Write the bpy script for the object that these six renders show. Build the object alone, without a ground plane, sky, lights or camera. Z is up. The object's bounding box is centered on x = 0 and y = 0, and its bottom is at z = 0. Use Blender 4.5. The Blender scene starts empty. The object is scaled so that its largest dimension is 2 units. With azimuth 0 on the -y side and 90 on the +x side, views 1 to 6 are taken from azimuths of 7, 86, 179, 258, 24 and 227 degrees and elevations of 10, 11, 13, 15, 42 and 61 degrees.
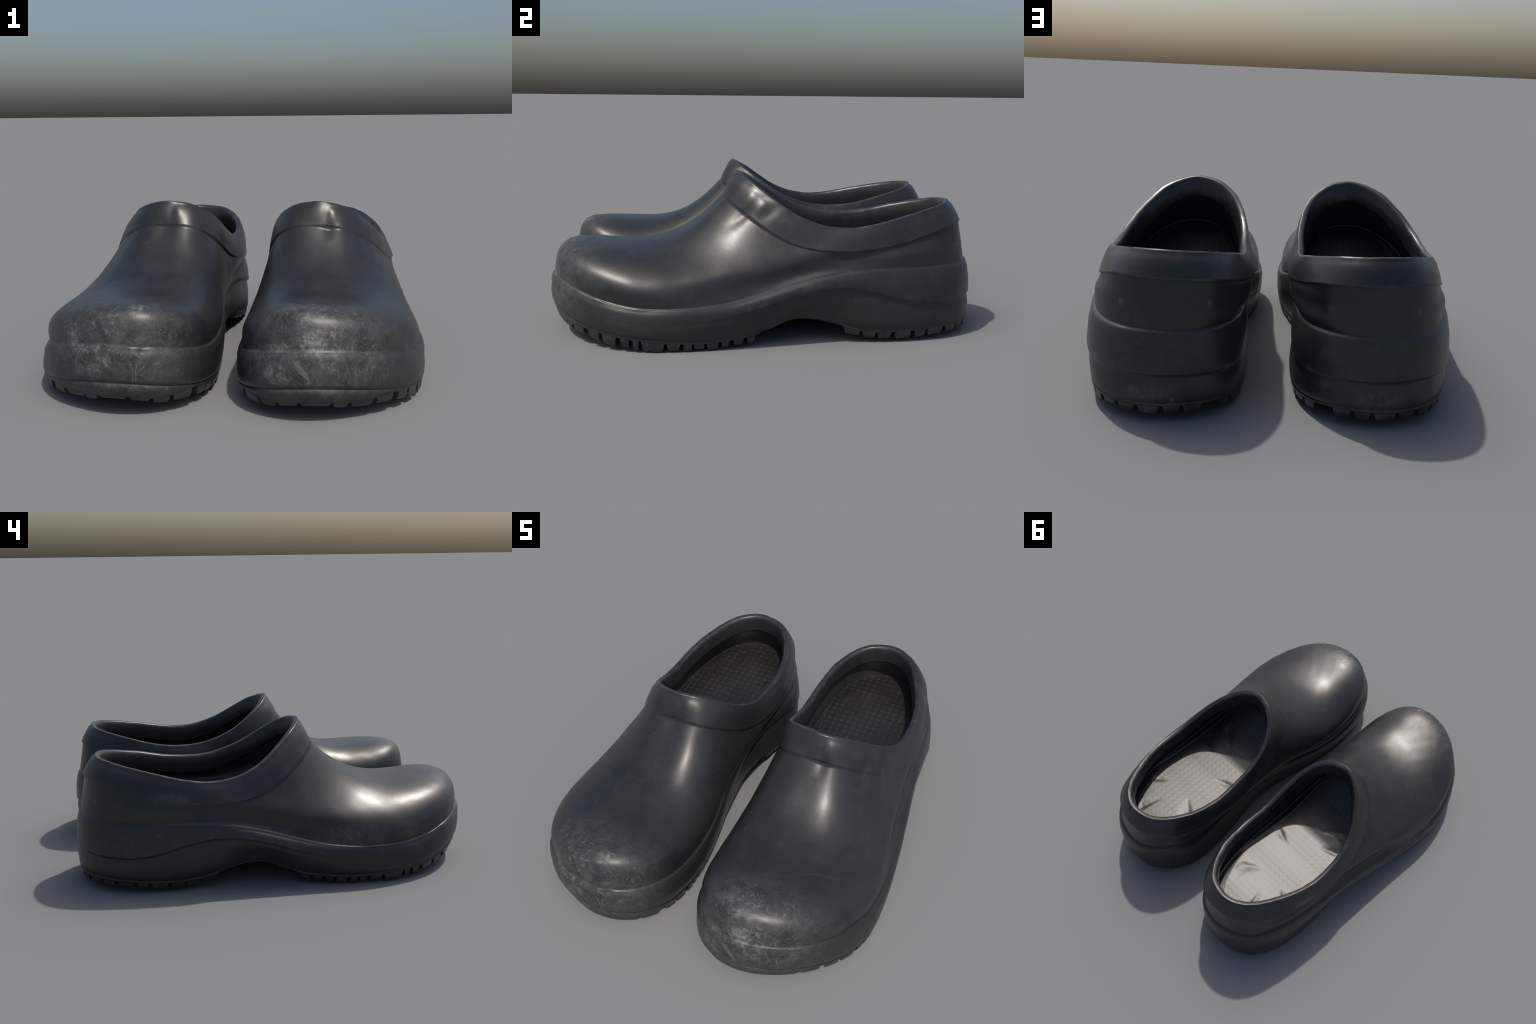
"""A pair of worn black rubber clogs, built from closed guide lines.

Every clog is described by closed guide lines (control points of a periodic
cubic B-spline) that run once around the shoe: station 0 is the tip of the toe,
stations 1-9 run along the outer side, 10 is the middle of the heel and 11-19
come back along the inner side.  Skins are lofted between the lines.  The clog
on the -x side is the mirror image of the one on the +x side.
"""
import bpy, bmesh, math, random
import numpy as np

K = 320                      # samples around the shoe
N = 20                       # stations
ORIGIN_X = 0.42              # base of a clog lies here (mirrored for the other)

# ----------------------------------------------------------- guide lines
# height order: sole line (lower edge of the side wall), rand line (under the
# heel counter), welt edge, three lines over the vamp, lower edge of the
# collar band, crest of the rim
SOLE_LINE = [
    (0.376, -1.019, 0.157), (0.570, -0.936, 0.130), (0.720, -0.791, 0.087), (0.822, -0.604, 0.067), (0.819, -0.381, 0.043),
    (0.758, -0.096, 0.045), (0.674, 0.151, 0.156), (0.712, 0.394, 0.053), (0.711, 0.682, 0.059), (0.632, 0.932, 0.082),
    (0.424, 1.011, 0.068), (0.214, 0.970, 0.077), (0.090, 0.787, 0.056), (0.083, 0.504, 0.060), (0.093, 0.199, 0.144),
    (0.123, -0.095, 0.050), (0.065, -0.348, 0.038), (0.038, -0.594, 0.063), (0.066, -0.806, 0.087), (0.179, -0.966, 0.130),
]
RAND_LINE = [
    (0.373, -1.015, 0.256), (0.571, -0.927, 0.251), (0.718, -0.778, 0.226), (0.818, -0.594, 0.184), (0.842, -0.381, 0.148),
    (0.813, -0.116, 0.165), (0.764, 0.164, 0.259), (0.730, 0.421, 0.273), (0.731, 0.683, 0.172), (0.627, 0.923, 0.186),
    (0.425, 1.024, 0.186), (0.223, 0.972, 0.179), (0.074, 0.788, 0.171), (0.095, 0.505, 0.264), (0.117, 0.200, 0.258),
    (0.098, -0.094, 0.167), (0.043, -0.347, 0.147), (0.046, -0.596, 0.183), (0.073, -0.805, 0.226), (0.188, -0.970, 0.251),
]
WELT_EDGE = [
    (0.376, -1.003, 0.288), (0.578, -0.930, 0.266), (0.718, -0.785, 0.223), (0.790, -0.594, 0.180), (0.830, -0.374, 0.185),
    (0.788, -0.121, 0.205), (0.740, 0.146, 0.296), (0.731, 0.416, 0.341), (0.700, 0.689, 0.335), (0.607, 0.918, 0.337),
    (0.418, 0.998, 0.335), (0.234, 0.968, 0.334), (0.108, 0.789, 0.330), (0.095, 0.504, 0.319), (0.129, 0.195, 0.321),
    (0.110, -0.099, 0.286), (0.046, -0.351, 0.216), (0.046, -0.596, 0.193), (0.077, -0.804, 0.225), (0.194, -0.963, 0.265),
]
VAMP_LOW = [
    (0.377, -0.940, 0.420), (0.575, -0.880, 0.388), (0.707, -0.748, 0.320), (0.792, -0.564, 0.262), (0.802, -0.358, 0.238),
    (0.756, -0.110, 0.256), (0.707, 0.154, 0.321), (0.709, 0.421, 0.365), (0.694, 0.682, 0.378), (0.591, 0.899, 0.372),
    (0.415, 0.983, 0.367), (0.235, 0.954, 0.370), (0.103, 0.781, 0.372), (0.079, 0.504, 0.361), (0.102, 0.205, 0.345),
    (0.096, -0.081, 0.307), (0.060, -0.330, 0.268), (0.060, -0.565, 0.267), (0.092, -0.758, 0.330), (0.197, -0.902, 0.410),
]
VAMP_MID = [
    (0.377, -0.728, 0.425), (0.539, -0.695, 0.411), (0.660, -0.611, 0.377), (0.741, -0.462, 0.322), (0.773, -0.287, 0.297),
    (0.744, -0.061, 0.303), (0.705, 0.182, 0.346), (0.702, 0.428, 0.385), (0.696, 0.677, 0.410), (0.589, 0.890, 0.408),
    (0.414, 0.978, 0.406), (0.233, 0.944, 0.411), (0.109, 0.766, 0.407), (0.074, 0.503, 0.389), (0.087, 0.225, 0.367),
    (0.093, -0.041, 0.344), (0.076, -0.265, 0.332), (0.092, -0.468, 0.336), (0.150, -0.617, 0.379), (0.244, -0.709, 0.419),
]
VAMP_HIGH = [
    (0.374, -0.451, 0.442), (0.490, -0.444, 0.437), (0.586, -0.398, 0.419), (0.666, -0.287, 0.390), (0.727, -0.150, 0.361),
    (0.732, 0.031, 0.353), (0.706, 0.229, 0.379), (0.699, 0.436, 0.406), (0.678, 0.666, 0.432), (0.592, 0.884, 0.450),
    (0.411, 0.969, 0.455), (0.222, 0.937, 0.459), (0.110, 0.750, 0.439), (0.074, 0.504, 0.407), (0.079, 0.256, 0.387),
    (0.097, 0.027, 0.390), (0.096, -0.158, 0.414), (0.128, -0.311, 0.429), (0.208, -0.409, 0.446), (0.287, -0.448, 0.445),
]
BAND_EDGE = [
    (0.366, -0.180, 0.642), (0.455, -0.181, 0.639), (0.526, -0.135, 0.606), (0.612, -0.052, 0.549), (0.661, 0.042, 0.485),
    (0.693, 0.161, 0.432), (0.724, 0.296, 0.424), (0.709, 0.449, 0.420), (0.672, 0.653, 0.459), (0.592, 0.870, 0.526),
    (0.409, 0.967, 0.522), (0.208, 0.930, 0.521), (0.112, 0.730, 0.471), (0.073, 0.505, 0.419), (0.069, 0.298, 0.404),
    (0.096, 0.120, 0.442), (0.111, -0.008, 0.518), (0.155, -0.108, 0.588), (0.221, -0.171, 0.634), (0.293, -0.185, 0.642),
]
RIM_CREST = [
    (0.375, -0.126, 0.746), (0.448, -0.105, 0.732), (0.518, -0.045, 0.698), (0.585, 0.035, 0.637), (0.636, 0.131, 0.571),
    (0.659, 0.250, 0.524), (0.663, 0.376, 0.513), (0.655, 0.499, 0.533), (0.610, 0.650, 0.569), (0.530, 0.816, 0.602),
    (0.402, 0.898, 0.618), (0.252, 0.864, 0.607), (0.152, 0.709, 0.571), (0.114, 0.529, 0.524), (0.116, 0.379, 0.514),
    (0.115, 0.237, 0.532), (0.124, 0.089, 0.600), (0.174, -0.026, 0.683), (0.243, -0.090, 0.728), (0.315, -0.116, 0.743),
]

# upturned edge of the footbed, and the edge of its flat floor
INSOLE_EDGE = [
    (0.370, -0.215, 0.520), (0.455, -0.200, 0.510), (0.545, -0.140, 0.480), (0.610, -0.050, 0.430), (0.645, 0.060, 0.385),
    (0.660, 0.220, 0.355), (0.665, 0.380, 0.350), (0.665, 0.520, 0.350), (0.645, 0.680, 0.360), (0.575, 0.870, 0.385),
    (0.405, 0.950, 0.395), (0.245, 0.910, 0.390), (0.160, 0.740, 0.365), (0.135, 0.530, 0.350), (0.140, 0.380, 0.350),
    (0.150, 0.220, 0.355), (0.155, 0.070, 0.385), (0.165, -0.050, 0.430), (0.210, -0.150, 0.480), (0.285, -0.205, 0.510),
]
FLOOR_EDGE = [
    (0.370, -0.215), (0.455, -0.200), (0.540, -0.135), (0.595, -0.040), (0.620, 0.080),
    (0.630, 0.220), (0.630, 0.380), (0.625, 0.520), (0.600, 0.660), (0.530, 0.810),
    (0.400, 0.870), (0.280, 0.840), (0.210, 0.690), (0.180, 0.530), (0.180, 0.380),
    (0.190, 0.220), (0.190, 0.080), (0.195, -0.040), (0.220, -0.145), (0.290, -0.205),
]


FLOOR = [(-.30, .520), (-.22, .500), (-.15, .465), (-.08, .412), (-.01, .366), (.06, .336), (.17, .316), (.27, .322), (.36, .327), (.45, .337),
         (.55, .352), (.65, .366), (.75, .377), (.85, .385), (1.0, .39)]


def floor_z(y):
    """height of the footbed along the clog: rises to the heel and up into the toe"""
    return float(np.interp([y - .02, y, y + .02], [p[0] for p in FLOOR], [p[1] for p in FLOOR]).mean())


# dark shading wedges of the footbed, modelled as shallow grooves: start, end (x, y), width, depth
SHADING_WEDGES = [((.52, .05), (.40, .14), .026, .008), ((.60, .16), (.46, .22), .024, .007), ((.22, .64), (.34, .55), .034, .006),
         ((.58, .62), (.50, .56), .016, .006), ((.22, .30), (.33, .34), .018, .006), ((.47, .80), (.43, .66), .024, .004)]


def shading_wedge_z(x, y):
    z = 0.0
    for (x0, y0), (x1, y1), w, d in SHADING_WEDGES:
        dx, dy = x1 - x0, y1 - y0
        ln = math.hypot(dx, dy)
        t = ((x - x0) * dx + (y - y0) * dy) / ln ** 2
        s = ((x - x0) * -dy + (y - y0) * dx) / ln
        if -.3 < t < 1:
            ww = 1.4 * w * (1.05 - t) + .004
            e = s / ww
            fade = (1 - max(t, 0)) * (1 - max(-t, 0) / .3)
            z -= d * fade * (math.exp(-e * e) if e > 0 else math.exp(-(e * 3) ** 2))
    return z


# share of the smooth front part of the side wall, where the rand line fades out
FADE = [1, 1, 1, 1, .8, .3, 0, 0, 0, 0, 0, 0, 0, 0, 0, .3, .8, 1, 1, 1]
# how far the lower heel block and the waist stand back under the rand line
RAND_STEP = [0, 0, 0, 0, .002, .006, .010, .012, .011, .008, .007, .008, .011, .012, .010, .007, .004, .001, 0, 0]

# how far the upper stands back behind the edge of the sole (share of the full ledge)
LEDGE = [.2, .4, .8, .8, .8, .9, 1, 1, 1, 1.1, 1.1, 1.1, 1, 1, 1, .9, .9, 1, .9, .45]


def bspline_matrix(k):
    t = np.arange(k) / k * N
    i = np.floor(t).astype(int)
    f = t - i
    w = [(1 - f) ** 3 / 6, (3 * f ** 3 - 6 * f ** 2 + 4) / 6,
         (-3 * f ** 3 + 3 * f ** 2 + 3 * f + 1) / 6, f ** 3 / 6]
    m = np.zeros((k, N))
    for j in range(4):
        m[np.arange(k), (i - 1 + j) % N] += w[j]
    return m


BS = bspline_matrix(K)


def line(points):
    return BS @ np.array(points, float)


def unit(a):
    return a / (np.linalg.norm(a, axis=-1, keepdims=True) + 1e-12)


def outward(ring):
    """horizontal outward direction of a closed line"""
    d = np.roll(ring, -1, 0) - np.roll(ring, 1, 0)
    n = np.stack([-d[:, 1], d[:, 0], 0 * d[:, 0]], -1)
    area = 0.5 * np.sum(ring[:, 0] * np.roll(ring[:, 1], -1) - ring[:, 1] * np.roll(ring[:, 0], -1))
    return unit(n) * (-1 if area > 0 else 1)


def natural_spline(rows, ts):
    """cubic spline through the given rows (n,K,3) at parameters ts"""
    rows = np.array(rows)
    n = len(rows)
    a = np.eye(n)
    d = np.zeros((n, n))
    for i in range(1, n - 1):
        a[i, i - 1:i + 2] = [1, 4, 1]
        d[i, i - 1:i + 2] = [6, -12, 6]
    a[-1, -2] = -1                     # keep the bend going into the last row
    s = np.linalg.solve(a, d)
    out = []
    for t in ts:
        i = min(int(t), n - 2)
        f = t - i
        e = np.eye(n)
        w = (1 - f) * e[i] + f * e[i + 1] + ((1 - f) ** 3 - (1 - f)) / 6 * s[i] + (f ** 3 - f) / 6 * s[i + 1]
        out.append(np.tensordot(w, rows, 1))
    return out


def smoothstep(x, a, b):
    t = np.clip((x - a) / (b - a), 0, 1)
    return t * t * (3 - 2 * t)


def lattice(v):
    """cheap smooth pseudo noise, three octaves of sines, range about -1..1"""
    x, y, z = v[..., 0], v[..., 1], v[..., 2]
    return (np.sin(7.3 * x + 3.1 * y + 1.7) * np.sin(5.9 * y - 4.3 * z + .4) +
            .6 * np.sin(17.1 * y + 9.7 * z + 2.2) * np.sin(13.3 * x - 8.1 * y) +
            .4 * np.sin(31 * x + 23 * z) * np.sin(29 * y + 11 * x + .9)) / 1.5


Z = np.array([0, 0, 1.0])
G, M, W = line(SOLE_LINE), line(RAND_LINE), line(WELT_EDGE)
# the waist of the sole: a little fuller on the outer side, pinched on the inner side
STATION = np.arange(K) / K * N
fuller = np.exp(-((STATION - 4.9) / 1.0) ** 2)[:, None]
pinch = np.exp(-((STATION - 14.2) / .85) ** 2)[:, None]
behind = smoothstep(G[:, 1], -.14, -.06)[:, None] * (1 - smoothstep(G[:, 1], .02, .12))[:, None]
arch = smoothstep(G[:, 1], .0, .10)[:, None] * (1 - smoothstep(G[:, 1], .26, .34))[:, None]
G = G + outward(G) * (.014 * fuller - .026 * pinch) - np.array([0, 0, .010]) * behind - np.array([0, 0, .001]) * arch
M = M + outward(M) * (.004 * fuller - .020 * pinch)
U1, U2, U3 = line(VAMP_LOW), line(VAMP_MID), line(VAMP_HIGH)
BO, R = line(BAND_EDGE), line(RIM_CREST)
back_half = smoothstep(R[:, 1], .30, .65)[:, None]
R = R + outward(R) * .006 * back_half
IN = line(INSOLE_EDGE)
IN = IN - outward(IN) * .009
FL = line([(x, y, 0) for x, y in FLOOR_EDGE])
FL[:, 2] = [floor_z(y) for y in FL[:, 1]]
FD = (BS @ np.array(FADE, float))[:, None]
M = M * (1 - FD) + (.45 * G + .55 * W + outward(W) * .008) * FD
STEP = (BS @ np.array(RAND_STEP))[:, None]
NG, NW, NR, NI = outward(G), outward(W), outward(R), outward(IN)


# tread weight: 0 in the raised waist, 1 under ball and heel
tread = (1 - smoothstep(G[:, 1], -.05, .02) * (1 - smoothstep(G[:, 1], .335, .355)))[:, None]
rocker = smoothstep(G[:, 2], .085, .14)[:, None] * (G[:, 1] < -.5)[:, None]

slab_low = G - NG * (.006 + .016 * rocker) * (.3 + .7 * tread) - Z * (.013 * tread + .050 * rocker)
slab_mid = G - NG * (.004 + .006 * rocker) - Z * (.008 * tread + .018 * rocker)
slab_top = G - NG * (.002 + .003 * rocker) - Z * (.005 + .002 * rocker)
groove = G - NG * (.003 + .004 * tread + .007 * rocker) - Z * (.002 + .001 * rocker)
wall_low = G + Z * .004 - NG * .001
S1 = .5 * G + .5 * M + NW * (.006 - .003 * FD - .7 * STEP)
S1a = .8 * G + .2 * M + NW * (.004 - .002 * FD - .5 * STEP)
rand_in = (M - NW * STEP - Z * (.003 + .3 * STEP)) * (1 - FD) + (.95 * M + .05 * G) * FD
rand_in2 = (rand_in - Z * .012) * (1 - FD) + (.86 * M + .14 * G + NW * .001) * FD
rand_out = (M - NW * .002 - Z * .002) * (1 - FD) + M * FD
rand_up = (M + Z * .004) * (1 - FD) + (.9 * M + .1 * W) * FD
S2 = .5 * M + .5 * W + NW * (.006 - .001 * FD)
S2b = .2 * M + .8 * W + NW * (.004 - .001 * FD)
LG = (BS @ np.array(LEDGE))[:, None]
edge = W - Z * (.007 - .003 * FD) + NW * .001 * (1 - FD)
edge_mid = W - NW * .002 * (1 - .5 * FD) - Z * .001
edge_top = W - NW * (.007 - .003 * FD) * (.3 + .7 * LG) + Z * .002
ledge = W - NW * .011 * (.3 + .7 * LG) + Z * (.0045 - .002 * FD)
U0 = (.95 * W + .05 * U1) - NW * .012 * (.15 + .85 * LG) + Z * .005
SOLE_ROWS = [slab_low, slab_mid, slab_top, groove, wall_low, S1a, S1, .5 * S1 + .5 * rand_in2 + NW * .001,
             rand_in2, rand_in, rand_out, rand_up, S2, S2b, edge, edge_mid, edge_top, ledge, U0]

# normal of the upper along the band edge
def ring_smooth(a, w=12):
    return sum(np.roll(a, i, 0) for i in range(-w, w + 1)) / (2 * w + 1)


tv = unit(BO - .5 * U2 - .5 * U3)
ts_ = unit(np.roll(BO, -1, 0) - np.roll(BO, 1, 0))
NB = np.cross(ts_, tv)
NB *= np.sign(np.sum(NB * (NW + .3 * Z), axis=1, keepdims=True))
NB = unit(ring_smooth(ring_smooth(unit(NB))))
BL = .95 * BO + .05 * U3 - NB * .0065
UPPER_ROWS = natural_spline([U0, U1, U2, U3, BL], np.linspace(0, 4, 41))

BM = .5 * BO + .5 * R
tb = unit(R - BO)
NM = unit(np.cross(unit(np.roll(BM, -1, 0) - np.roll(BM, 1, 0)), tb))
NM *= np.sign(np.sum(NM * (NR + Z), axis=1, keepdims=True))
wob = lattice(R * 3)[:, None] * .0022
Rw = R + NR * wob + Z * wob * .6
front = 1 - smoothstep(R[:, 1], .0, .18)[:, None]
lip = Rw - NR * (.026 + .008 * front) - Z * .085
COLLAR_ROWS = [BL, BO - NB * .004 - tb * .004, BO - tb * .002, BO + tb * .005, .75 * BO + .25 * R + NM * .004, BM + NM * .006, .25 * BO + .75 * R + NM * .007,
               Rw + NM * .006 - Z * .010, Rw + NM * .003 - Z * .001, Rw, Rw - NR * .012 - Z * .001,
               Rw - NR * .019 - Z * .006, Rw - NR * .023 - Z * .018, Rw - NR * (.025 + .004 * front) - Z * .045, lip,
               lip + NR * .003 - Z * .008, lip + NR * .010 - Z * .011]
back = lip + NR * .012 - Z * .014
mid_wall = BO - NB * (.036 + .036 * front) - Z * .012
LINING_ROWS = [COLLAR_ROWS[-1], back] + natural_spline([back, .5 * mid_wall + .5 * (.5 * back + .5 * IN + NI * .02), IN + NI * .010 - Z * .006], np.linspace(0.15, 2, 12)) \
    + [IN + NI * .006 - Z * .012]
INSOLE_RIM = [IN + NI * .006 - Z * .014, IN + NI * .005 - Z * .001, IN + NI * .001 + Z * .004, IN - NI * .005 + Z * .004] \
    + natural_spline([IN - NI * .008, .5 * IN + .5 * FL - Z * ((np.maximum(IN[:, 2] - FL[:, 2], 0)) * .27)[:, None], FL - NI * .004], np.linspace(.1, 2, 14))


def spread(rows, lo=1):
    """ring grid -> vertices and quads"""
    rows = np.array(rows)
    nv = len(rows)
    verts = rows.reshape(-1, 3)
    faces = []
    for i in range(nv - 1):
        for k in range(K):
            k2 = (k + 1) % K
            faces.append((i * K + k, i * K + k2, (i + 1) * K + k2, (i + 1) * K + k))
    return verts, faces


def cap(verts, faces, ring, base, lift, flip, cuts=14):
    """close a ring with strips between opposite stations k and K-k"""
    verts = [tuple(v) for v in verts]
    grid = []
    for k in range(0, K // 2 + 1):
        a, b = k % K, (K - k) % K
        if a == b:
            grid.append([base + a] * (cuts + 1))
            continue
        row = [base + a]
        for j in range(1, cuts):
            t = j / cuts
            p = ring[a] * (1 - t) + ring[b] * t + Z * lift(ring[a], ring[b], t)
            row.append(len(verts))
            verts.append(tuple(p))
        row.append(base + b)
        grid.append(row)
    for k in range(K // 2):
        for j in range(cuts):
            q = [grid[k][j], grid[k][j + 1], grid[k + 1][j + 1], grid[k + 1][j]]
            u = []
            for i in q:
                if i not in u:
                    u.append(i)
            if len(u) >= 3:
                faces.append(tuple(u[::-1] if flip else u))
    return verts, faces


# --------------------------------------------------------------- materials
class Nodes:
    def __init__(self, name):
        self.mat = bpy.data.materials.new(name)
        self.mat.use_nodes = True
        self.t = self.mat.node_tree
        self.bsdf = self.t.nodes['Principled BSDF']
        self.co = self.new('ShaderNodeTexCoord').outputs['Object']

    def new(self, kind, **kw):
        n = self.t.nodes.new(kind)
        for k, v in kw.items():
            setattr(n, k, v)
        return n

    def put(self, sock, v):
        if hasattr(v, 'is_linked'):
            self.t.links.new(v, sock)
        else:
            sock.default_value = v

    def math(self, op, a, b=0.0, clamp=False):
        n = self.new('ShaderNodeMath', operation=op, use_clamp=clamp)
        self.put(n.inputs[0], a)
        self.put(n.inputs[1], b)
        return n.outputs[0]

    def move(self, scale=(1, 1, 1), rot=(0, 0, 0), loc=(0, 0, 0), kind='POINT'):
        n = self.new('ShaderNodeMapping', vector_type=kind)
        self.t.links.new(self.co, n.inputs[0])
        n.inputs['Location'].default_value = loc
        n.inputs['Rotation'].default_value = rot
        n.inputs['Scale'].default_value = scale
        return n.outputs[0]

    def noise(self, scale, detail=4, rough=.55, vec=None, dist=0.0):
        n = self.new('ShaderNodeTexNoise')
        self.put(n.inputs['Vector'], vec if vec is not None else self.co)
        n.inputs['Scale'].default_value = scale
        n.inputs['Detail'].default_value = detail
        n.inputs['Roughness'].default_value = rough
        n.inputs['Distortion'].default_value = dist
        return n.outputs['Fac']

    def ramp(self, x, a, b, smooth=True):
        n = self.new('ShaderNodeMapRange', interpolation_type='SMOOTHSTEP' if smooth else 'LINEAR')
        self.put(n.inputs[0], x)
        n.inputs[1].default_value = a
        n.inputs[2].default_value = b
        return n.outputs[0]

    def mix(self, f, a, b):
        n = self.new('ShaderNodeMix', data_type='RGBA')
        self.put(n.inputs[0], f)
        self.put(n.inputs[6], a)
        self.put(n.inputs[7], b)
        return n.outputs[2]

    def warped(self, scale, amount):
        """object coordinates pushed about by a noise, for ragged outlines"""
        t = self.new('ShaderNodeTexNoise')
        self.t.links.new(self.co, t.inputs['Vector'])
        t.inputs['Scale'].default_value = scale
        t.inputs['Detail'].default_value = 5
        o = self.new('ShaderNodeVectorMath', operation='SUBTRACT')
        self.t.links.new(t.outputs['Color'], o.inputs[0])
        o.inputs[1].default_value = (.5, .5, .5)
        m = self.new('ShaderNodeVectorMath', operation='MULTIPLY_ADD')
        self.t.links.new(o.outputs[0], m.inputs[0])
        m.inputs[1].default_value = (amount, amount, amount)
        self.t.links.new(self.co, m.inputs[2])
        return m.outputs[0]

    def blob(self, centre, radius, soft=1.0, vec=None):
        """soft ellipsoid mask, 1 at the centre and 0 at the radius"""
        v = self.new('ShaderNodeVectorMath', operation='SUBTRACT')
        self.t.links.new(vec if vec is not None else self.co, v.inputs[0])
        v.inputs[1].default_value = centre
        d = self.new('ShaderNodeVectorMath', operation='DIVIDE')
        self.t.links.new(v.outputs[0], d.inputs[0])
        d.inputs[1].default_value = radius
        ln = self.new('ShaderNodeVectorMath', operation='LENGTH')
        self.t.links.new(d.outputs[0], ln.inputs[0])
        return self.ramp(ln.outputs['Value'], 1.0, 1.0 - soft)

    def grow(self, *fs):
        x = fs[0]
        for f in fs[1:]:
            x = self.math('MAXIMUM', x, f)
        return x

    def times(self, *fs):
        x = fs[0]
        for f in fs[1:]:
            x = self.math('MULTIPLY', x, f)
        return x


def rubber(name, side, scuffs, bald):
    """worn black rubber; scuffs and bald spots: lists of (centre, radius, strength), local to the clog"""
    n = Nodes(name)
    tint = n.ramp(n.noise(3.0, 4, .6), .38, .62)
    base = n.mix(tint, (.0195, .0205, .0215, 1), (.0245, .0245, .0250, 1))
    base = n.mix(n.ramp(n.noise(5.5, 6, .65, n.move(loc=(4, 7, 2))), .52, .70), base, (.0150, .0170, .0205, 1))
    dust = n.times(n.ramp(n.noise(13, 9, .72, n.move(loc=(1, 3, 8))), .50, .78), .30)
    base = n.mix(dust, base, (.062, .062, .060, 1))

    def thin(scale, rot, width, seed):
        v = n.move((1 / scale, 1 / scale, 13 / scale), rot, (seed, -seed * .6, seed * .3), 'TEXTURE')
        x = n.noise(1.0, 1, .4, v, .04)
        return n.ramp(n.math('ABSOLUTE', n.math('SUBTRACT', x, .5)), width, 0.0)

    def gate(scale, seed, lo, hi):
        return n.ramp(n.noise(scale, 3, .6, n.move(loc=(seed, seed * .5, -seed))), lo, hi)
    long_lines = n.grow(n.times(thin(9, (1.5, 0, .9), .007, 1.3), gate(5, 2.2, .50, .62)),
                        n.times(thin(11, (1.4, .2, -1.2), .007, 4.1), gate(5, 5.1, .50, .62)),
                        n.times(thin(10, (.3, .5, .2), .007, 7.7), gate(5, 8.8, .50, .62)))
    base = n.mix(n.times(long_lines, .11), base, (.16, .165, .165, 1))
    # rubbed places: a grey film, crossing strokes, specks and bare patches
    ragged = n.warped(14, .12)

    def spots(places, vec=None):
        m = None
        for c, r, k in places:
            w = n.times(n.blob((c[0] * side, c[1], c[2]), r, .95, vec), k)
            m = w if m is None else n.grow(m, w)
        return m
    wear = spots(scuffs)
    heavy = spots(bald, ragged)
    film = n.times(n.ramp(n.noise(19, 11, .76, n.move(loc=(2, 2, 6)), .3), .30, .74), n.ramp(wear, .0, .55))
    strokes = n.grow(n.times(thin(26, (.1, .55, 0), .016, 2.2), gate(13, 1.7, .47, .60)),
                     n.times(thin(32, (-.1, -.75, 0), .016, 5.2), gate(13, 4.4, .47, .60)),
                     n.times(thin(28, (.15, .10, 0), .014, 9.1), gate(13, 6.3, .47, .60)),
                     n.times(thin(36, (0, 1.35, .1), .014, 3.6), gate(13, 9.9, .47, .60)))
    strokes = n.times(strokes, n.ramp(wear, .05, .5))
    specks = n.times(n.ramp(n.noise(95, 5, .7), .60, .70), gate(16, 3.3, .44, .58), n.ramp(wear, .10, .6))
    grit = n.math('ADD', n.times(n.noise(36, 12, .88, None, .2), 1.5), n.times(n.noise(9, 4, .6, n.move(loc=(6, 1, 3))), .7))
    bare = n.times(n.ramp(n.math('ADD', n.times(heavy, .62), grit), 1.30, 1.80), n.ramp(heavy, .0, .35))
    fleck = n.ramp(n.noise(75, 6, .75, n.move(loc=(3, 9, 4))), .40, .62)
    bare = n.times(bare, n.math('ADD', n.times(fleck, .72), .28), n.ramp(n.noise(21, 5, .7, n.move(loc=(8, 4, 4))), .36, .56))
    wear = n.grow(wear, n.times(heavy, .9))
    base = n.mix(n.times(film, .62), base, (.112, .115, .110, 1))
    base = n.mix(n.times(strokes, .36), base, (.23, .23, .225, 1))
    base = n.mix(n.times(specks, .6), base, (.34, .34, .33, 1))
    base = n.mix(n.times(bare, .80), base, (.30, .30, .29, 1))
    # worn lip along the lower edge of the band and the welt: rubbed paler where it sticks out
    geo = n.new('ShaderNodeNewGeometry')
    lipw = n.times(n.ramp(geo.outputs['Pointiness'], .515, .56), gate(26, 2.9, .40, .60), gate(4, 1.1, .35, .55))
    base = n.mix(n.times(lipw, .28), base, (.17, .17, .16, 1))
    n.put(n.bsdf.inputs['Base Color'], base)
    rough = n.math('ADD', n.times(n.ramp(n.noise(6, 6, .65), .3, .7), .06), .325)
    rough = n.math('ADD', rough, n.times(film, .14))
    rough = n.math('ADD', rough, n.times(bare, .25))
    n.put(n.bsdf.inputs['Roughness'], rough)
    n.bsdf.inputs['Specular IOR Level'].default_value = .5
    bump = n.new('ShaderNodeBump')
    bump.inputs['Strength'].default_value = .10
    bump.inputs['Distance'].default_value = .006
    h = n.math('ADD', n.times(n.noise(60, 4, .6), .30), n.times(n.noise(7, 3, .5), .7))
    h = n.math('ADD', h, n.times(n.noise(45, 6, .7), n.times(wear, .9)))
    h = n.math('ADD', h, n.times(strokes, -.3))
    n.put(bump.inputs['Height'], h)
    n.t.links.new(bump.outputs[0], n.bsdf.inputs['Normal'])
    return n.mat


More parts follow.
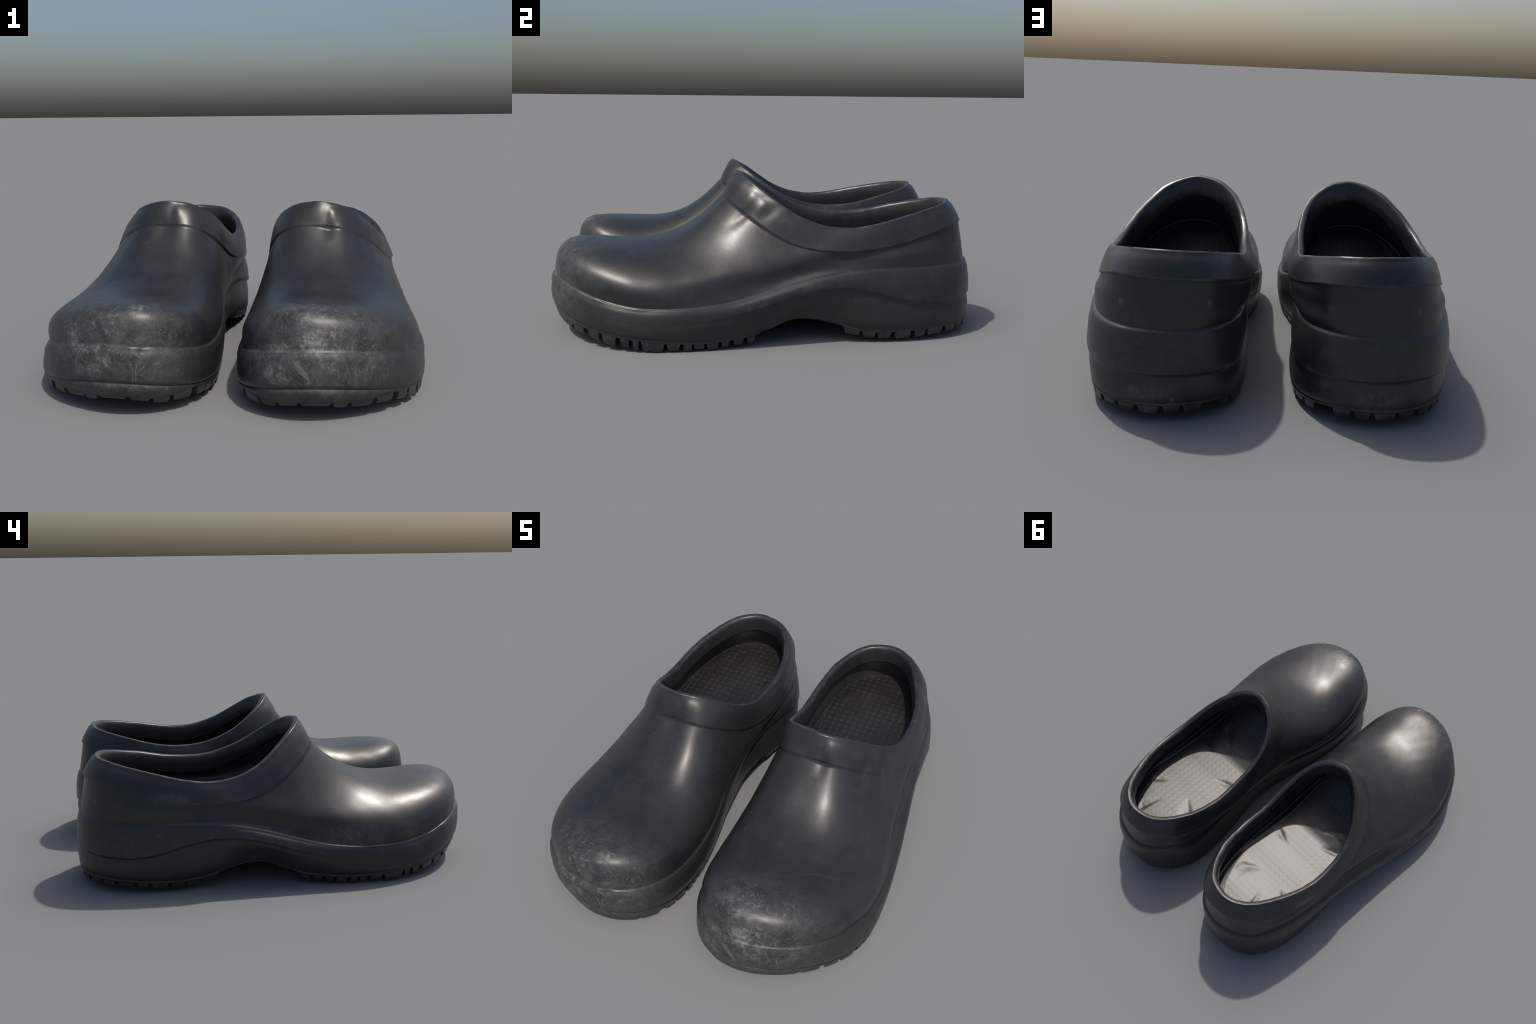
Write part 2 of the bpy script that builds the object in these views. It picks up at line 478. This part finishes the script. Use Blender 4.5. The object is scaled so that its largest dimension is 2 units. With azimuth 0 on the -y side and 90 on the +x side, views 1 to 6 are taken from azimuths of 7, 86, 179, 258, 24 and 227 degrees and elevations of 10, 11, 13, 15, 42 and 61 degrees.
def footbed_material():
    n = Nodes('woven_footbed')
    v = n.move((1, 1, 1), (0, 0, math.radians(45)))
    sep = n.new('ShaderNodeSeparateXYZ')
    n.t.links.new(v, sep.inputs[0])
    f = 2 * math.pi / .050
    a = n.math('SINE', n.math('MULTIPLY', sep.outputs[0], f))
    b = n.math('SINE', n.math('MULTIPLY', sep.outputs[1], f))
    w = n.ramp(n.math('MULTIPLY', a, b), -.2, .9)
    base = n.mix(n.ramp(n.noise(4, 4, .6), .35, .65), (.0125, .012, .0118, 1), (.0175, .0165, .0155, 1))
    base = n.mix(n.times(w, n.ramp(n.noise(7, 3), .3, .6), .5), base, (.042, .039, .036, 1))
    n.put(n.bsdf.inputs['Base Color'], base)
    n.bsdf.inputs['Roughness'].default_value = .385
    bump = n.new('ShaderNodeBump')
    bump.inputs['Strength'].default_value = .04
    bump.inputs['Distance'].default_value = .004
    n.put(bump.inputs['Height'], n.math('ADD', w, n.times(n.noise(5, 2), 2.0)))
    n.t.links.new(bump.outputs[0], n.bsdf.inputs['Normal'])
    return n.mat


# ----------------------------------------------------------------- objects
# pinches, nicks and lumps: place on the right-hand clog (x, y, z), radius, depth (+ pushes outward)
DENTS = {
    1: [((.405, -.192, .622), (.030, .03, .022), -.010), ((.392, -.162, .690), (.022, .04, .03), -.004), ((.420, -.160, .690), (.02, .04, .03), .003),
        ((.550, -.074, .636), (.028, .03, .035), .006), ((.574, -.090, .575), (.022, .025, .022), -.008), ((.618, .011, .575), (.025, .03, .022), -.007),  # collar bumps and hollows modelled to draw the faceted highlights on its side
        ((.590, -.020, .600), (.020, .02, .02), .005), ((.581, -.125, .545), (.03, .035, .03), -.006),
        ((.721, -.724, .226), (.045, .04, .022), .005), ((.735, -.690, .235), (.03, .03, .02), -.005), ((.782, -.559, .200), (.03, .045, .018), .004),
        ((.148, .792, .345), (.05, .05, .035), .006), ((.13, .70, .36), (.03, .05, .03), -.006), ((.25, .90, .30), (.08, .05, .03), .003),
        ((.66, .80, .30), (.05, .09, .05), .004), ((.70, .55, .30), (.04, .10, .04), -.004), ((.72, .35, .36), (.04, .08, .02), .004)],
    -1: [((.345, -.200, .618), (.045, .03, .024), -.011), ((.330, -.162, .690), (.025, .04, .04), -.004), ((.300, -.155, .690), (.02, .04, .04), .003),
         ((.262, -.973, .262), (.016, .03, .020), -.008), ((.285, -.965, .290), (.045, .03, .020), .006), ((.240, -.960, .290), (.03, .03, .016), -.004),
         ((.802, -.397, .200), (.03, .035, .022), .007), ((.802, -.450, .215), (.03, .03, .02), -.004), ((.700, -.79, .225), (.04, .04, .02), .005),
         ((.148, .792, .345), (.05, .06, .03), .008), ((.16, .75, .37), (.03, .05, .03), -.008), ((.60, .90, .17), (.06, .05, .02), .004),
         ((.70, .60, .14), (.04, .05, .05), -.007), ((.71, .47, .16), (.04, .05, .05), .004), ((.72, .40, .21), (.04, .05, .03), -.007),
         ((.62, -.03, .56), (.03, .03, .03), -.004), ((.560, -.10, .590), (.03, .03, .03), .003)],
}


def dented(verts, faces, side):
    me = bpy.data.meshes.new('work')
    me.from_pydata([tuple(p) for p in verts], [], [tuple(int(i) for i in f) for f in faces])
    bm = bmesh.new()
    bm.from_mesh(me)
    bmesh.ops.recalc_face_normals(bm, faces=bm.faces)
    bm.normal_update()
    nrm = np.array([v.normal[:] for v in bm.verts])
    bm.free()
    bpy.data.meshes.remove(me)
    v = np.array(verts, float)
    w = np.zeros(len(v))
    for c, r, d in DENTS[side]:
        q = np.sum(((v - np.array(c)) / np.array(r)) ** 2, axis=1)
        w += d * np.exp(-q)
    w += .0012 * lattice(v * 1.6 + side)
    return v + nrm * w[:, None]


def make_mesh(name, verts, faces, side):
    v = np.array(verts, float).copy()
    v[:, 0] = (v[:, 0] - ORIGIN_X) * side
    if side < 0:
        faces = [tuple(reversed(f)) for f in faces]
    me = bpy.data.meshes.new(name)
    me.from_pydata([tuple(p) for p in v], [], [tuple(int(i) for i in f) for f in faces])
    bm = bmesh.new()
    bm.from_mesh(me)
    bmesh.ops.recalc_face_normals(bm, faces=bm.faces)
    bm.to_mesh(me)
    bm.free()
    me.shade_smooth()
    return me


def add(name, mesh, parent, mat):
    ob = bpy.data.objects.new(name, mesh)
    bpy.context.scene.collection.objects.link(ob)
    ob.parent = parent
    if not mesh.materials:
        mesh.materials.append(mat)
    return ob


def insole_surface():
    v, f = spread(INSOLE_RIM)
    base = (len(INSOLE_RIM) - 1) * K
    
    def dish(a, b, t):
        x, y = a[0] * (1 - t) + b[0] * t, a[1] * (1 - t) + b[1] * t
        lin = a[2] * (1 - t) + b[2] * t
        return floor_z(y) - lin + shading_wedge_z(x, y) * min(1, 8 * t * (1 - t))

    return cap(v, f, INSOLE_RIM[-1], base, dish, False, 48)


# tread lugs along the edge, as spans along the shoe (y) on either flank,
# and across the shoe (x) at toe and heel
FLANK = [(-.792, -.738), (-.723, -.660), (-.640, -.600), (-.585, -.557), (-.545, -.448), (-.434, -.379), (-.364, -.327), (-.318, -.275),
         (-.263, -.211), (-.199, -.162), (-.147, -.100), (-.085, -.050),
         (.352, .424), (.436, .495), (.507, .569), (.587, .661), (.680, .733), (.745, .820), (.838, .888)]
TOE = [(.095, .150), (.158, .222), (.230, .318), (.325, .455), (.462, .520), (.528, .618), (.628, .685)]
HEEL = [(.24, .30), (.315, .375), (.39, .47), (.485, .545), (.56, .61)]
MAJOR = 1600


def lug_spans():
    t = np.arange(MAJOR) / MAJOR * K
    i = np.floor(t).astype(int)
    f = (t - i)[:, None]
    g = G[i] * (1 - f) + G[(i + 1) % K] * f          # the sole edge, finely divided
    idx = np.arange(MAJOR)
    outer = (idx > MAJOR * .02) & (idx < MAJOR * .48)
    inner = (idx > MAJOR * .52) & (idx < MAJOR * .98)

    def nearest(val, axis, mask):
        c = np.where(mask, np.abs(g[:, axis] - val), 9)
        return int(c.argmin())
    spans = []
    rnd = random.Random(4)
    for a, b in FLANK:
        i, j = nearest(a, 1, outer), nearest(b, 1, outer)
        spans.append((min(i, j), max(i, j)))
        d = rnd.uniform(-.008, .008)
        i, j = nearest(a + d, 1, inner), nearest(b + d, 1, inner)
        spans.append((min(i, j), max(i, j)))
    toe = g[:, 1] < -.72
    heel = g[:, 1] > .82
    for group, mask in ((TOE, toe), (HEEL, heel)):
        for a, b in group:
            i, j = nearest(a, 0, mask), nearest(b, 0, mask)
            if group is TOE:
                i, j = [q - MAJOR if q > MAJOR / 2 else q for q in (i, j)]
            spans.append((min(i, j), max(i, j)))
    return g, spans


def lug_block(g, i, j, depth, wear=0.0, foot=.80):
    """one tread lug: trapezoid block that follows the sole edge"""
    n = outward(g)
    seg = 8
    rows = []
    mid = (i + j) / 2
    for u in np.linspace(-1, 1, seg + 1):
        sec = []
        for lvl, shrink, ins in ((0, 1.06, .0), (.75, .5 * foot + .51, .002), (1.0, foot, .008)):
            q = int(round(mid + u * shrink * (j - i) / 2)) % MAJOR
            p, nn = g[q], n[q]
            rk = float(smoothstep(np.array(p[2]), .085, .14)) * (p[1] < -.5)
            top = p[2] - .008 - .026 * rk
            low = max(p[2] - .0475 - .030 * rk - .008 * (p[1] < -.45) + wear, 0.0)
            base_in = .005 + .012 * rk + (.010 * rk + .003) * lvl
            z = top + (low - top) * lvl
            sec.append((p - nn * (base_in + ins), z))
        inner = []
        for (pp, z), (lvl, ins) in zip(reversed(sec), ((1.0, .008), (.75, .002), (0, 0))):
            q = int(round(mid + u * (j - i) / 2 * .9)) % MAJOR
            inner.append((pp - n[q] * (depth - 2 * ins), z))
        rows.append([np.array([a[0], a[1], z]) for a, z in sec + inner])
    m = len(rows[0])
    verts = [p for r in rows for p in r]
    faces = []
    for a in range(seg):
        for b in range(m):
            b2 = (b + 1) % m
            faces.append((a * m + b, a * m + b2, (a + 1) * m + b2, (a + 1) * m + b))
    faces.append(tuple(range(m)))
    faces.append(tuple(seg * m + b for b in reversed(range(m))))
    return verts, faces


def inner_ribs():
    """bars across the middle of the tread, between the edge lugs"""
    verts, faces = [], []
    half = K // 2
    ys = list(np.arange(-.80, -.12, .085)) + list(np.arange(.42, .86, .085))
    lat, med = G[:half + 1], G[half:]
    for y in ys:
        a = lat[np.abs(lat[:, 1] - y).argmin()]
        b = med[np.abs(med[:, 1] - y).argmin()]
        x0, x1 = b[0] + .15, a[0] - .15
        if x1 - x0 < .08:
            continue
        z = .5 * (a[2] + b[2])
        low = max(z - .046, 0.002)
        for c in range(3):
            l = x0 + (x1 - x0) * (c / 3 + .03)
            r = x0 + (x1 - x0) * ((c + 1) / 3 - .03)
            sk = .03 * (c - 1) ** 2
            o = len(verts)
            for zz, e in ((z - .012, 0), (low, .008)):
                verts += [(l + e, y - .026 + e + sk, zz), (r - e, y - .026 + e, zz), (r - e, y + .026 - e, zz), (l + e, y + .026 - e + sk, zz)]
            faces += [(o, o + 1, o + 2, o + 3), (o + 7, o + 6, o + 5, o + 4)]
            for q in range(4):
                q2 = (q + 1) % 4
                faces.append((o + q, o + 4 + q, o + 4 + q2, o + q2))
    return verts, faces


def bevelled(me, width=.004):
    bm = bmesh.new()
    bm.from_mesh(me)
    es = [e for e in bm.edges if len(e.link_faces) == 2 and e.calc_face_angle(0) > .6]
    bmesh.ops.bevel(bm, geom=es, offset=width, segments=2, profile=.6, affect='EDGES', clamp_overlap=True)
    bm.to_mesh(me)
    bm.free()
    me.shade_smooth()


def build_clog(side, yaw, shift, scuffs, bald):
    root = bpy.data.objects.new('rubber_clog', None)
    bpy.context.scene.collection.objects.link(root)
    root.location = (ORIGIN_X * side + shift[0], shift[1], 0)
    root.rotation_euler = (0, 0, yaw)
    root['label'] = 'worn black rubber slip-on clog with lugged sole'
    root['category'] = 'clog'
    mat = rubber('worn_black_rubber', side, scuffs, bald)
    # outer skin: dent it as one sheet, then hand the rows to the three parts
    rows = SOLE_ROWS[:-1] + UPPER_ROWS[:-1] + COLLAR_ROWS
    v, f = spread(rows)
    v = dented(v, f, side).reshape(len(rows), K, 3)
    n1 = len(SOLE_ROWS) - 1
    n2 = n1 + len(UPPER_ROWS) - 1
    sv, sf = spread(v[:n1 + 1])
    sole = add('sole', make_mesh('sole', *cap(sv, sf, v[0], 0, lambda a, b, t: .0, True), side), root, mat)
    add('upper', make_mesh('upper', *spread(v[n1:n2 + 1]), side), root, mat)
    add('collar', make_mesh('collar', *spread(v[n2:]), side), root, mat)
    add('lining', make_mesh('lining', *spread(LINING_ROWS), side), root, mat)
    add('insole', make_mesh('insole', *insole_surface(), side), root, FOOTBED)
    g, spans = lug_spans()
    rnd = random.Random(11 + side)
    for i, j in spans:
        me = make_mesh('lug', *lug_block(g, i, j, .10, rnd.uniform(0, .008), rnd.uniform(.70, .88)), side)
        bevelled(me)
        add('lug', me, sole, mat)
    me = make_mesh('tread_ribs', *inner_ribs(), side)
    bevelled(me)
    ribs = add('tread_rib', me, sole, mat)
    ribs['kind'] = 'stuff'
    return root


FOOTBED = footbed_material()
# scuffs, local to the clog base: x is positive toward the outer side
HEEL_RUBS = [((0, 1.0, .09), (.17, .10, .10), .75), ((.12, .905, .42), (.020, .06, .030), .55), ((-.20, .905, .42), (.018, .06, .030), .55),
             ((.19, .90, .18), (.022, .06, .026), .55), ((-.268, .875, .175), (.022, .06, .028), .60), ((0, .93, .25), (.42, .25, .30), .22),
             ((.26, .30, .30), (.18, .75, .30), .16)]
CAP_RUBS = [((-.02, -.95, .27), (.60, .42, .40), .55), ((-.02, -.97, .22), (.42, .25, .24), .70)]
build_clog(1, 0.0, (0, 0), HEEL_RUBS + CAP_RUBS + [((-.06, -.91, .42), (.22, .16, .10), .8)],
           [((-.02, -.965, .300), (.19, .13, .11), 1.0), ((.030, -.955, .335), (.040, .07, .100), 1.0), ((-.185, -.975, .20), (.10, .11, .14), .8),
            ((-.175, -.95, .284), (.11, .09, .06), .9), ((-.05, -.91, .42), (.20, .15, .09), .6), ((-.02, -.985, .245), (.18, .08, .06), .8)])
build_clog(-1, -0.0050, (0, -0.005), HEEL_RUBS + CAP_RUBS + [
    ((.36, -.30, .24), (.10, .30, .09), .5), ((.39, -.60, .25), (.09, .15, .10), .5), ((.265, .55, .45), (.06, .16, .06), .5)],
           [((.140, -.93, .300), (.15, .12, .075), 1.0), ((-.035, -.965, .350), (.045, .07, .095), 1.0), ((-.005, -.985, .255), (.050, .07, .070), 1.0),
            ((.055, -.975, .20), (.13, .10, .075), .8), ((.09, -.965, .26), (.15, .09, .08), .75), ((-.12, -.91, .42), (.09, .08, .06), .8)])
